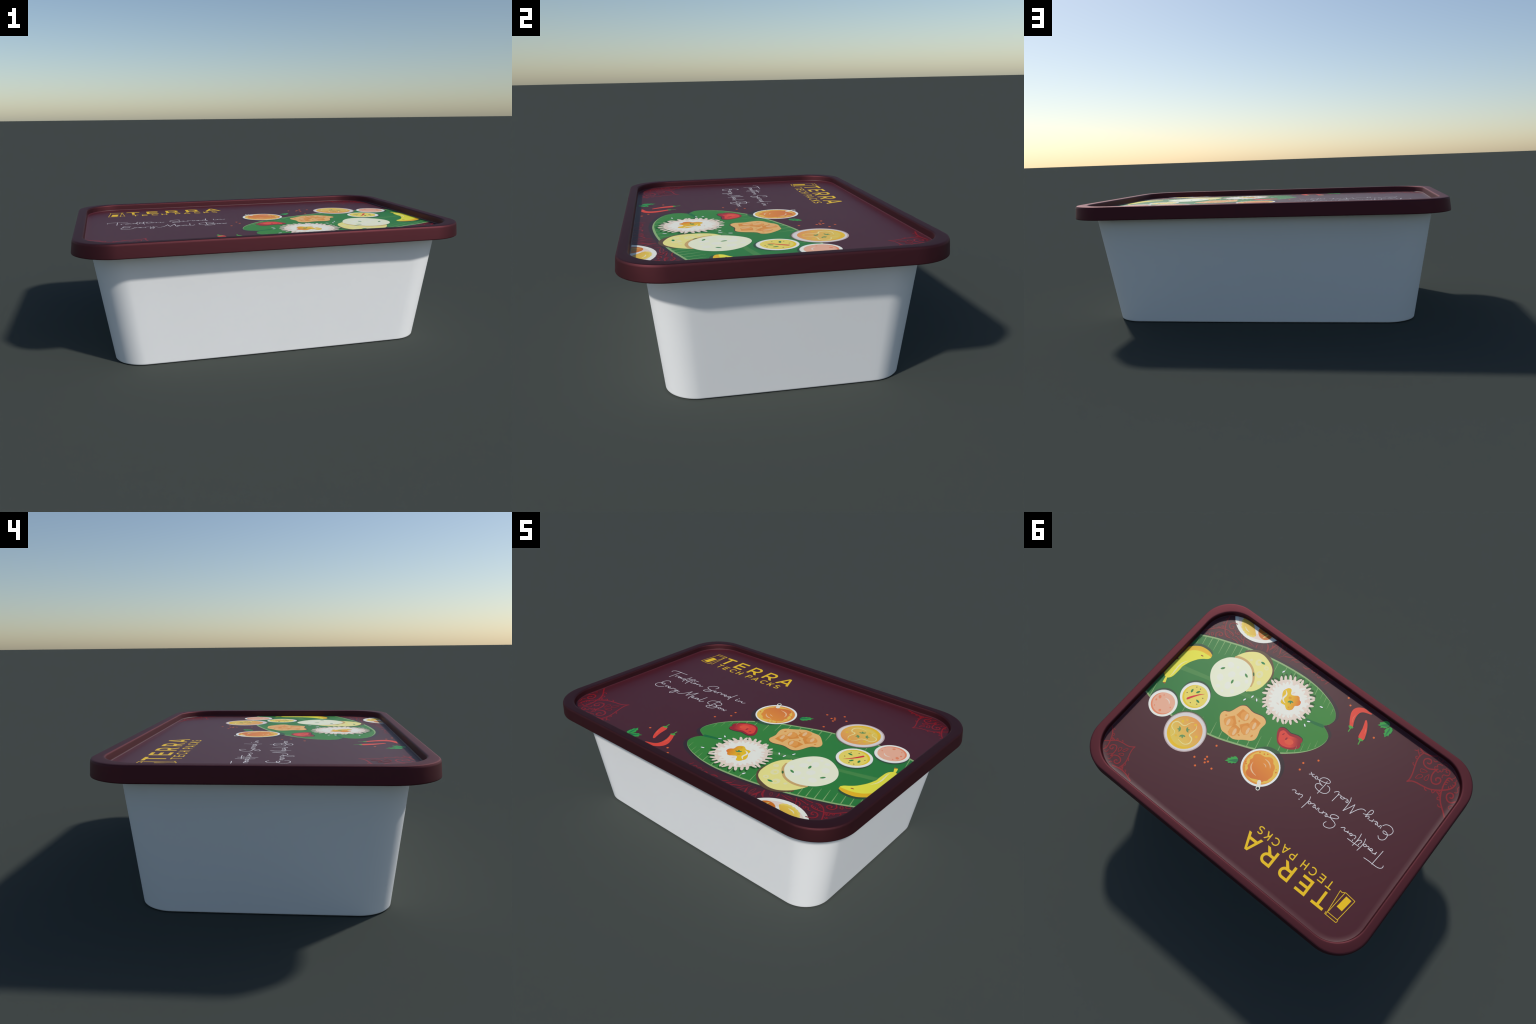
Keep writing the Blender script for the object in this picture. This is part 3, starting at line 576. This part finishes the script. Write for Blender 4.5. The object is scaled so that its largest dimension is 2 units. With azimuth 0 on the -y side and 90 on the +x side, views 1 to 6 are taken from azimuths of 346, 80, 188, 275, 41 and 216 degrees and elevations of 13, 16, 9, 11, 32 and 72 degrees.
for e in ((141.0, 15.0, 4.4, 4.7, -141.0), (114.1, 7.2, 4.4, 4.7, -141.0), (97.6, -5.0, 4.4, 4.7, -141.0), (170.0, 111.5, 4.4, 4.7, -141.0), (160.0, 120.2, 4.1, 4.4, -141.0), (165.5, 78.9, 2.8, 2.9, -141.0), (-11.1, 53.7, 4.7, 4.9, -141.1), (-0.7, 38.7, 2.5, 2.6, -141.1), (153.8, 140.6, 2.5, 2.6, -141.0)): b.oval(e, ink("sauce_speck", (212, 118, 62)))
b.line([(29.7, 158.5), (11.8, 191.6)], 22.5, ink("handle", (224, 218, 208))); b.oval((11.3, 194.8, 12.5, 13.0, -141.1), WHITE_INK); b.oval((11.3, 194.8, 8.2, 8.5, -141.1), ink("dark_hole", (58, 62, 64)))
b.build()

glare(0.066)
FRUIT = ink("banana_yellow", (222, 220, 92)); FRUIT_SIDE = ink("banana_side", (224, 182, 74)); BROWN = ink("stalk_brown", (176, 108, 66))
ban_outline = [(776.1, -280.7), (778.1, -269.6), (785.9, -258.5), (807.0, -242.9), (827.4, -223.2), (843.7, -198.8), (856.8, -174.1), (866.6, -145.7), (873.0, -120.2), (872.0, -92.9), (872.6, -67.6), (874.0, -43.2), (878.5, -25.6), (887.1, -12.6), (896.6, -5.4), (911.9, -4.7), (927.8, -13.4), (938.7, -23.2), (952.0, -62.2), (959.2, -119.0), (958.2, -170.4), (950.7, -214.7), (935.9, -247.5), (922.1, -265.1), (901.1, -284.5), (874.5, -300.7), (842.6, -307.5), (810.2, -306.9), (788.8, -300.5), (779.4, -293.9)]
b = Print("banana", 1.4)
b.fill(ban_outline, SHADE_GREEN, move=(6.3, -15.7))
b.fill([(895.7, -6.1), (890.8, 5.9), (882.3, 24.2), (897.2, 35.6), (903.0, 16.4), (907.3, -2.2), (903.6, -8.4)], FRUIT, curved=False).fill([(897.5, 35.3), (882.7, 23.9), (877.9, 34.6)], BROWN, curved=False)
b.fill(ban_outline, FRUIT_SIDE)
b.fill([(776.1, -280.7), (778.1, -269.6), (785.9, -258.5), (807.0, -242.9), (827.4, -223.2), (843.7, -198.8), (856.8, -174.1), (866.6, -145.7), (873.0, -120.2), (872.0, -92.9), (872.6, -67.6), (874.0, -43.2), (878.5, -25.6), (887.1, -12.6), (896.6, -5.4), (910.2, -6.1), (923.1, -17.2), (934.3, -32.9), (945.1, -74.0), (944.0, -128.2), (941.5, -171.3), (929.2, -206.8), (910.2, -234.9), (889.7, -254.8), (866.7, -268.4), (837.2, -277.8), (805.6, -281.4)], FRUIT)
b.line([(888.8, -24.1), (887.9, -45.8), (890.5, -74.7), (893.0, -110.1), (887.3, -143.0), (870.9, -173.6)], 7.5, ink("fruit_gloss", (222, 222, 180)), ends=(0.15, 0.1), mid=1.0)
b.leaf((827.4, -254.8, 9.6, 4.0, -171.2), ink("fruit_spot", (160, 100, 76))).leaf((933.5, -142.5, 8.7, 4.4, -129.6), ink("fruit_spot", (160, 100, 76)))
b.build()

glare(0.078)
back = Print("flatbread", 1.3); BREAD = ink("bread_yellow", (226, 220, 148)); SPOT = ink("bread_spot", (222, 220, 176))
back.fill([(634.6, -442.7), (616.2, -476.8), (589.1, -500.6), (555.2, -516.0), (514.8, -519.5), (476.0, -509.6), (450.2, -492.8), (419.0, -463.5), (398.6, -432.6), (391.6, -401.2), (396.5, -358.5), (433.9, -329.8), (537.2, -381.0)], ink("shade_brown", (114, 100, 88)))
back.fill([(659.6, -375.6), (652.1, -407.6), (631.9, -443.2), (605.2, -471.1), (572.9, -492.2), (541.6, -499.3), (515.8, -497.9), (484.1, -489.2), (451.1, -474.9), (425.2, -455.0), (407.8, -425.1), (400.7, -393.7), (399.2, -358.1), (402.9, -321.6), (414.3, -287.4), (430.4, -262.6), (450.5, -246.4), (463.8, -240.5), (541.9, -275.6), (627.8, -341.4)], BREAD)
for e in ((522.9, -440.5, 19.8, 23.6, -178.8), (466.4, -380.8, 21.3, 24.7, -168.2), (460.8, -439.7, 15.1, 14.4, -173.6), (433.7, -333.3, 15.0, 14.2, -173.4), (569.5, -425.9, 10.1, 7.9, -118.7)): back.oval(e, SPOT)
for e in ((521.5, -444.4, 9.1, 9.0, -140.9), (469.1, -380.3, 9.0, 8.9, -140.9), (460.3, -440.1, 6.2, 6.3, -140.9)): back.oval(e, BREAD)
back.leaf((499.1, -454.7, 15.3, 7.0, -175.7), HERB).leaf((496.6, -357.9, 15.7, 6.2, 131.2), ink("herb_dark", (94, 120, 88)))
back.fill([(660.6, -373.1), (650.8, -394.9), (619.5, -405.8), (584.4, -408.3), (546.9, -400.4), (516.6, -384.1), (485.7, -355.0), (467.2, -329.6), (458.0, -303.5), (458.9, -278.7), (523.6, -290.4), (592.4, -336.1)], ink("bread_shade", (200, 170, 122)))
back.leaf((496.3, -358.2, 14.4, 5.2, 131.2), ink("herb_dark", (94, 120, 88)))
back.build()
glare(0.070)
front = Print("flatbread", 1.9); CREAMY = ink("bread_white", (226, 228, 206)); PALE = ink("bread_pale", (226, 227, 216))
front.fill([(695.4, -177.7), (719.0, -216.1), (727.5, -256.9), (720.7, -300.1), (700.5, -338.9), (676.8, -362.7), (645.1, -380.6), (607.9, -391.9), (570.5, -391.5), (537.2, -381.0), (515.2, -364.8), (486.0, -334.5), (470.8, -309.8), (460.4, -273.2), (463.0, -239.5), (478.1, -199.1), (497.1, -167.2), (522.5, -139.3), (553.3, -121.5), (589.3, -117.0), (625.8, -127.2), (663.7, -149.8)], CREAMY)
for e in ((646.5, -319.3, 19.5, 22.1, -107.8), (644.5, -212.4, 20.1, 24.8, -140.9), (600.4, -271.9, 23.5, 20.7, -113.3), (553.1, -322.2, 24.3, 19.0, -108.0), (573.1, -200.0, 19.0, 25.1, -157.3), (533.8, -242.0, 22.7, 19.5, -113.5), (617.4, -159.0, 15.4, 11.8, -151.9), (524.2, -184.8, 12.2, 15.9, -140.9), (498.9, -292.1, 12.3, 14.6, -140.9), (601.4, -333.9, 9.0, 9.0, -140.9), (683.2, -270.7, 14.2, 7.9, -129.7), (575.7, -149.7, 8.4, 9.3, -140.9)): front.oval(e, PALE)
for e in ((670.5, -270.5, 15.2, 7.1, -125.3), (525.7, -322.5, 16.0, 6.8, 155.2), (567.1, -236.6, 15.7, 6.8, -75.8)): front.leaf(e, ink("herb_mid", (94, 146, 98)))
front.build()

glare(0.066)
rice = Print("rice_mound", 1.5); HUSK = ink("rice_husk", (220, 207, 197)); GRAIN = ink("rice_white", (223, 225, 219))
cx, cy, R = (224.1, -358.1, 163.2)
def grain_ring(n, r, ln, wd, mat, tilt, seed, dark=None):
    rnd = random.Random(seed)
    for i in range(n):
        a = math.tau * (i + rnd.uniform(-0.22, 0.22)) / n; rr = r * rnd.uniform(0.97, 1.03)
        e = (cx + rr * math.cos(a), cy + rr * math.sin(a), ln * rnd.uniform(0.9, 1.12), wd, math.degrees(a) + rnd.choice((-1, 1)) * rnd.uniform(0, tilt))
        if dark: rice.oval(e, dark, move=(3.8, -13.1))
        else: rice.oval(e, mat)
grain_ring(32, R * 0.87, R * 0.135, R * 0.05, None, 28, 3, ink("shade_grain", (66, 104, 74)))
grain_ring(32, R * 0.87, R * 0.135, R * 0.05, HUSK, 28, 3)
rice.oval((cx, cy, R * 0.83), HUSK)
grain_ring(28, R * 0.63, R * 0.12, R * 0.052, GRAIN, 25, 8)
rice.oval((cx, cy, R * 0.625), GRAIN)
for e in ((345.7, -390.8, 13.8, 5.4, 176.2), (287.4, -467.3, 11.8, 5.0, -178.9), (127.5, -451.1, 12.8, 5.5, -130.1), (283.1, -234.4, 12.4, 4.8, -178.3), (102.7, -310.5, 13.2, 5.4, -173.2), (114.7, -409.9, 13.1, 5.3, 171.0), (192.9, -475.2, 13.0, 5.5, -119.3)): rice.oval(e, GRAIN)
for e in ((224.5, -414.3, 12.1, 4.9, -108.8), (256.8, -297.4, 10.9, 4.3, 178.5), (116.9, -377.0, 4.7, 3.8, 176.2), (247.4, -474.4, 7.9, 3.3, 175.9)): rice.oval(e, HUSK)
egg = [(279.1, -403.4), (270.0, -420.6), (255.1, -426.5), (244.4, -419.0), (236.9, -403.5), (225.2, -396.8), (208.8, -404.8), (194.2, -414.9), (179.3, -414.4), (166.4, -400.0), (153.2, -394.6), (146.7, -376.9), (152.4, -361.6), (164.8, -350.9), (164.2, -337.9), (163.4, -322.7), (173.7, -307.3), (190.8, -300.5), (206.1, -307.5), (217.5, -315.8), (236.3, -313.0), (250.0, -316.1), (254.8, -328.2), (258.6, -343.0), (274.9, -365.5), (282.9, -387.7)]
ec = Vector((211.4, -367.0))
rice.fill([tuple(ec + (Vector(q) - ec) * 1.05) for q in egg], ink("egg_halo", (226, 227, 234)))
rice.fill(egg, ink("egg_curry", (222, 188, 66), (216, 128, 74), (221.4, -355.3), (152.8, -382.6)))
rice.line([(274.6, -399.8), (257.1, -387.1), (251.6, -373.7), (253.3, -352.6), (248.9, -340.1), (234.2, -330.7), (221.8, -329.4)], 11, ink("egg_gloss", (228, 222, 210)), ends=(0.15, 0.1), mid=1.0)
for e in ((221.8, -375.3, 10.1, 9.4, -140.9), (182.9, -387.3, 6.6, 6.6, -140.9), (191.0, -319.0, 5.5, 5.5, -140.9)): rice.oval(e, ink("egg_spot", (214, 158, 62)))
sprig(rice, (206.9, -360.6, 19.3, 17.7, 123.8), ink("herb_sprig", (82, 142, 104)))
rice.build()

# loose rice grains share one mesh
g0 = Print("rice_grain", 1.2)
g0.oval((1.5, -3.5, 10, 4, 0), ink("shade_grain", (66, 104, 74))); g0.oval((0, 0, 10.5, 4.2, 0), ink("grain_white", (228, 228, 236)))
proto = g0.build(); first = True
for e in ((363.4, -489.6, 12.0, 5.0, -106.3), (371.6, -235.2, 12.4, 4.5, 131.2), (36.5, -447.1, 11.6, 4.9, -164.9), (38.7, -323.0, 12.0, 4.9, -153.9), (41.3, -289.0, 12.3, 4.5, 142.0), (430.9, -191.6, 12.4, 5.0, -106.4), (405.8, -236.4, 12.7, 4.9, -96.1)):
    o = proto if first else proto.copy()
    if not first: bpy.context.scene.collection.objects.link(o)
    first = False
    o.location = (e[0] / 1000, e[1] / 1000, 0); o.rotation_euler = (0, 0, math.radians(e[4]))

glare(0.054)
b = Print("chickpea_curry", 1.5); GRAVY = ink("gravy", (222, 178, 118)); CUBE = ink("cube_orange", (212, 144, 80)); BALL = ink("cube_light", (218, 156, 92)); BALL_GLOSS = ink("cube_gloss", (220, 184, 142))
gravy = [(476.5, -56.7), (461.4, -64.6), (449.4, -74.4), (439.7, -94.8), (431.6, -121.3), (422.8, -142.9), (410.5, -156.5), (393.8, -164.6), (372.8, -163.5), (349.2, -159.2), (326.3, -159.8), (302.1, -166.8), (277.1, -172.8), (255.5, -170.6), (238.3, -159.6), (230.8, -144.3), (232.3, -121.8), (232.1, -97.3), (222.7, -69.7), (216.8, -46.4), (218.2, -24.2), (232.5, -5.7), (252.8, 5.5), (278.2, 22.6), (297.9, 38.5), (323.9, 50.9), (350.2, 51.2), (380.3, 51.0), (405.7, 50.5), (428.6, 37.3), (454.8, 12.4), (476.4, -12.9), (483.9, -35.6)]
b.fill(gravy, ink("shade_wine", (104, 74, 76)), move=(0.5, -4.6)); b.fill(gravy, GRAVY)
for s in ([(397.8, -137.1), (350.5, -136.6), (333.9, -121.3), (327.9, -101.2), (338.6, -81.9), (361.6, -77.5), (405.1, -81.6)], [(408.4, -73.5), (366.1, -38.2), (376.5, -15.6), (397.1, 7.5), (417.7, 10.7), (438.7, -4.2), (444.5, -20.9), (431.8, -45.5)], [(309.3, -137.0), (255.5, -133.2), (253.9, -107.8), (261.1, -68.4), (275.6, -61.9), (306.3, -83.1)], [(349.3, -44.7), (315.5, -88.1), (299.1, -78.3), (272.4, -54.0), (274.1, -28.0), (285.5, -10.0), (308.7, -14.0)], [(373.6, -32.1), (326.7, -27.6), (318.8, -2.3), (331.6, 37.9), (355.5, 44.9), (375.5, 33.0), (378.9, -6.6)]):
    b.fill(s, CUBE, curved=False)
for e, h in (((359.8, -108.2, 25.2, 29.4, -141.0), (347.9, -110.0, 8.9, 23.0, -164.5)), ((411.0, -18.9, 28.1, 28.7, -141.0), (412.5, -15.5, 9.4, 22.8, -164.4)), ((278.1, -91.0, 25.0, 26.9, -141.0), (275.1, -94.2, 8.8, 23.9, -164.4)), ((297.6, -41.3, 25.0, 29.5, -141.0), (285.0, -44.5, 8.8, 22.6, -166.4)), ((351.3, 15.2, 27.0, 28.4, -141.0), (343.4, 9.9, 9.3, 24.1, -166.4))):
    b.oval(e, BALL).oval(h, BALL_GLOSS)
for e in ((450.8, -42.3, 6.7, 5.0, -151.7), (364.8, -61.3, 5.1, 6.6, -141.0), (310.5, 9.2, 7.9, 4.7, 177.4), (245.9, -34.7, 9.4, 5.3, -93.8)): b.oval(e, CUBE)
b.build()

glare(0.050)
b = Print("pickle", 1.5); PICKLE = ink("pickle_red", (210, 86, 78)); PICKLE_DARK = ink("pickle_dark", (152, 66, 72))
outer = [(137.8, -192.0), (120.2, -198.5), (99.7, -197.4), (74.8, -194.7), (51.9, -202.7), (28.2, -209.7), (2.3, -209.6), (-9.1, -201.3), (-13.6, -189.3), (-10.9, -178.4), (-20.9, -165.6), (-21.5, -150.5), (-7.9, -130.9), (12.4, -111.7), (42.6, -96.9), (70.6, -91.6), (97.9, -97.3), (118.8, -115.2), (136.6, -139.4), (147.1, -162.6), (147.7, -179.8)]
b.fill(outer, ink("shade_pickle", (72, 78, 72)), move=(0.8, -5.7)); b.fill(outer, PICKLE_DARK)
b.fill([(122.9, -181.5), (109.9, -185.6), (90.6, -181.9), (69.4, -179.7), (46.2, -187.3), (24.8, -193.1), (4.8, -190.1), (-5.0, -163.2), (4.3, -138.3), (18.1, -123.0), (39.4, -109.2), (66.1, -102.1), (91.7, -105.8), (109.2, -119.5), (123.3, -143.1), (131.1, -163.1)], ink("pickle_run", (210, 86, 78), (156, 68, 72), (45.2, -157.3), (6.3, -181.9)))
b.oval((48.9, -145.6, 26.6, 18.9, -151.7), ink("pickle_light", (214, 98, 80)))
b.leaf((105.6, -163.8, 9.4, 3.7, -109.4), PICKLE_DARK).leaf((73.8, -151.7, 10.6, 5.2, -91.4), PICKLE_DARK); b.build()

glare(0.051)
# chillies and herbs
CHILLI = ink("chilli_red", (214, 88, 78)); CHILLI_DARK = ink("chilli_dark", (188, 82, 78)); STALK = ink("stalk_green", (92, 158, 84))
for body, hi, cal, st in (
    ([(-232.1, -605.4), (-208.6, -605.2), (-184.4, -606.8), (-164.6, -602.2), (-144.5, -590.1), (-132.0, -575.7), (-125.3, -557.2), (-126.8, -535.6), (-134.3, -515.8), (-148.6, -488.6), (-165.3, -463.6), (-171.3, -456.3), (-181.7, -457.7), (-189.8, -464.2), (-178.0, -489.9), (-169.4, -515.2), (-165.9, -541.4), (-169.6, -563.9), (-181.6, -579.1), (-202.9, -589.3), (-226.2, -596.8)], [(-172.3, -482.1), (-158.9, -509.9), (-157.5, -541.1)], [(-165.6, -454.2), (-171.6, -460.4), (-179.8, -464.1), (-188.3, -462.4), (-195.5, -463.1), (-195.2, -454.9), (-186.1, -447.9), (-176.4, -445.4)], [(-184.7, -449.0), (-186.9, -423.6)]),
    ([(-226.3, -549.4), (-234.2, -548.4), (-252.7, -528.1), (-272.9, -493.3), (-286.1, -459.6), (-290.9, -437.6), (-278.4, -431.3), (-260.1, -429.1), (-251.9, -438.3), (-246.8, -462.7), (-241.5, -493.4), (-229.9, -528.8), (-224.5, -542.1)], [(-257.6, -506.5), (-266.6, -488.3), (-270.9, -472.7)], [(-259.0, -426.6), (-272.1, -434.1), (-281.4, -433.1), (-289.7, -434.1), (-290.3, -426.7), (-279.2, -418.7), (-267.4, -419.2)], [(-276.7, -418.9), (-281.4, -394.4)])):
    c = Print("chilli", 0.8)
    c.fill(body, SHADE, move=(-11.1, -0.6)); c.fill(body, CHILLI)
    c.line(hi, 4, ink("chilli_gloss", (218, 118, 96)), ends=(0.2, 0.2), mid=1.0)
    c.line(st, 6.5, STALK); c.fill(cal, STALK); c.build()
glare(0.042)
PARSLEY = ink("parsley", (72, 158, 84)); PARSLEY_DARK = ink("parsley_dark", (62, 122, 84))
for s, d in (([(-299.2, -567.3), (-308.1, -582.6), (-299.8, -590.2), (-315.3, -604.4), (-315.2, -612.4), (-329.2, -624.7), (-345.6, -625.8), (-356.1, -618.2), (-360.1, -605.4), (-354.3, -589.6), (-342.1, -574.9), (-335.6, -576.0), (-322.8, -564.1), (-319.7, -574.4)], [(-310.4, -575.4), (-327.6, -595.1), (-346.0, -613.2), (-359.0, -611.0), (-350.7, -594.7), (-328.7, -581.6)]),
             ([(-365.8, -605.3), (-379.9, -605.5), (-391.2, -595.5), (-392.1, -588.3), (-394.2, -569.4), (-388.5, -569.5), (-391.9, -546.9), (-384.0, -550.0), (-377.7, -529.1), (-366.1, -543.4), (-358.7, -543.8), (-362.5, -556.3), (-352.6, -564.2), (-352.9, -583.6), (-360.4, -592.9)], [(-369.4, -600.2), (-377.7, -584.6), (-378.4, -559.8), (-376.3, -539.0), (-370.2, -559.4), (-367.6, -582.8)]),
             ([(270.9, 184.1), (261.6, 166.1), (269.7, 162.1), (252.8, 148.8), (258.3, 143.5), (244.7, 134.7), (241.7, 125.5), (229.3, 123.0), (216.5, 127.7), (209.3, 140.6), (210.1, 152.5), (212.7, 160.9), (219.7, 160.3), (228.8, 175.1), (234.7, 172.4), (248.3, 186.1), (249.1, 176.6)], [(253.8, 171.0), (241.4, 151.6), (216.6, 129.7), (209.3, 140.6), (215.2, 152.9), (232.9, 161.6)])):
    c = Print("parsley_leaf", 0.8)
    c.fill(s, SHADE, curved=False, move=(-6.8, -1.0)); c.fill(s, PARSLEY, curved=False); c.fill(d, PARSLEY_DARK); c.build()

glare(0.042)
# peppercorns share one mesh
p0 = Print("peppercorn", 0.8)
p0.oval((2.5, -1.5, 6.6), SHADE); p0.oval((0, 0, 6.7), ink("pepper_dark", (190, 92, 60))); p0.oval((-1.2, -1.0, 5.0), PEPPER)
proto = p0.build(); first = True
for q in ((-99.1, -94.5), (-159.8, -162.8), (-108.0, -49.5), (368.6, 144.6), (424.9, 279.7), (367.2, 232.5), (366.9, 251.0), (343.5, 252.2), (355.1, 268.0), (386.9, 317.9), (299.1, 272.3), (-57.1, -600.9), (-95.0, -567.5), (-329.7, -486.4)):
    o = proto if first else proto.copy()
    if not first: bpy.context.scene.collection.objects.link(o)
    first = False
    o.location = (q[0] / 1000, q[1] / 1000, 0)

glare(0.095)
# side plate cut by the panel corner
b = Print("side_plate", 1.4)
plate = (699.1, -709.8, 183.6)
b.oval(plate, WHITE_INK); b.oval(plate, ink("plate_well_shade", (224, 211, 203)), scale=0.885); b.oval(plate, ink("plate_well", (224, 226, 224)), scale=0.74, move=(-2.6, -11.1))  # pinkish ring is the well's shading, printed as a colour
PUFF = ink("puff_yellow", (222, 186, 104), (226, 205, 112), (717.4, -616.5), (742.4, -551.5)); CRIMP = ink("puff_crimp", (226, 208, 124))
puff = [(801.1, -669.9), (762.1, -656.4), (722.5, -634.7), (694.6, -612.7), (657.8, -578.3), (662.6, -564.2), (680.7, -552.9), (702.5, -550.7), (723.0, -551.8), (743.4, -557.3), (766.4, -569.8), (780.2, -592.1), (792.2, -613.8), (804.2, -640.2)]
b.fill(puff, PUFF)
for e in ((666.7, -563.5, 10.3, 6.8, -129.5), (682.5, -555.0, 10.3, 7.5, -152.1), (701.5, -551.9, 10.7, 8.0, -173.9), (721.7, -554.1, 10.9, 7.8, 175.8), (742.6, -560.2, 11.3, 7.6, 161.2), (761.5, -570.6, 11.7, 7.3, 142.9), (775.7, -587.7, 11.8, 7.3, 125.4), (786.7, -607.1, 11.8, 7.4, 121.0)): b.oval(e, CRIMP)
b.fill([tuple(Vector((727.0, -604.2)) + (Vector(q) - Vector((727.0, -604.2))) * 0.87) for q in puff], PUFF)
b.line([(750.0, -585.4), (731.4, -573.8), (704.5, -569.9)], 6, ink("puff_gloss", (230, 222, 190)), ends=(0.2, 0.1), mid=1.0)
b.oval((622.4, -633.7, 47.9, 54.2, -140.8), ink("tomato", (206, 134, 88), (196, 130, 52), (613.1, -599.2), (584.4, -635.9)))
for e, m in (((640.6, -635.4, 9.2, 3.1, -123.9), HERB_PALE), ((617.0, -628.0, 32.0, 4.5, -129.5), ink("onion_green", (168, 172, 112))), ((605.2, -611.0, 23.4, 4.3, -109.8), ink("onion_pale", (216, 200, 130)))): b.leaf(e, m)
b.build()
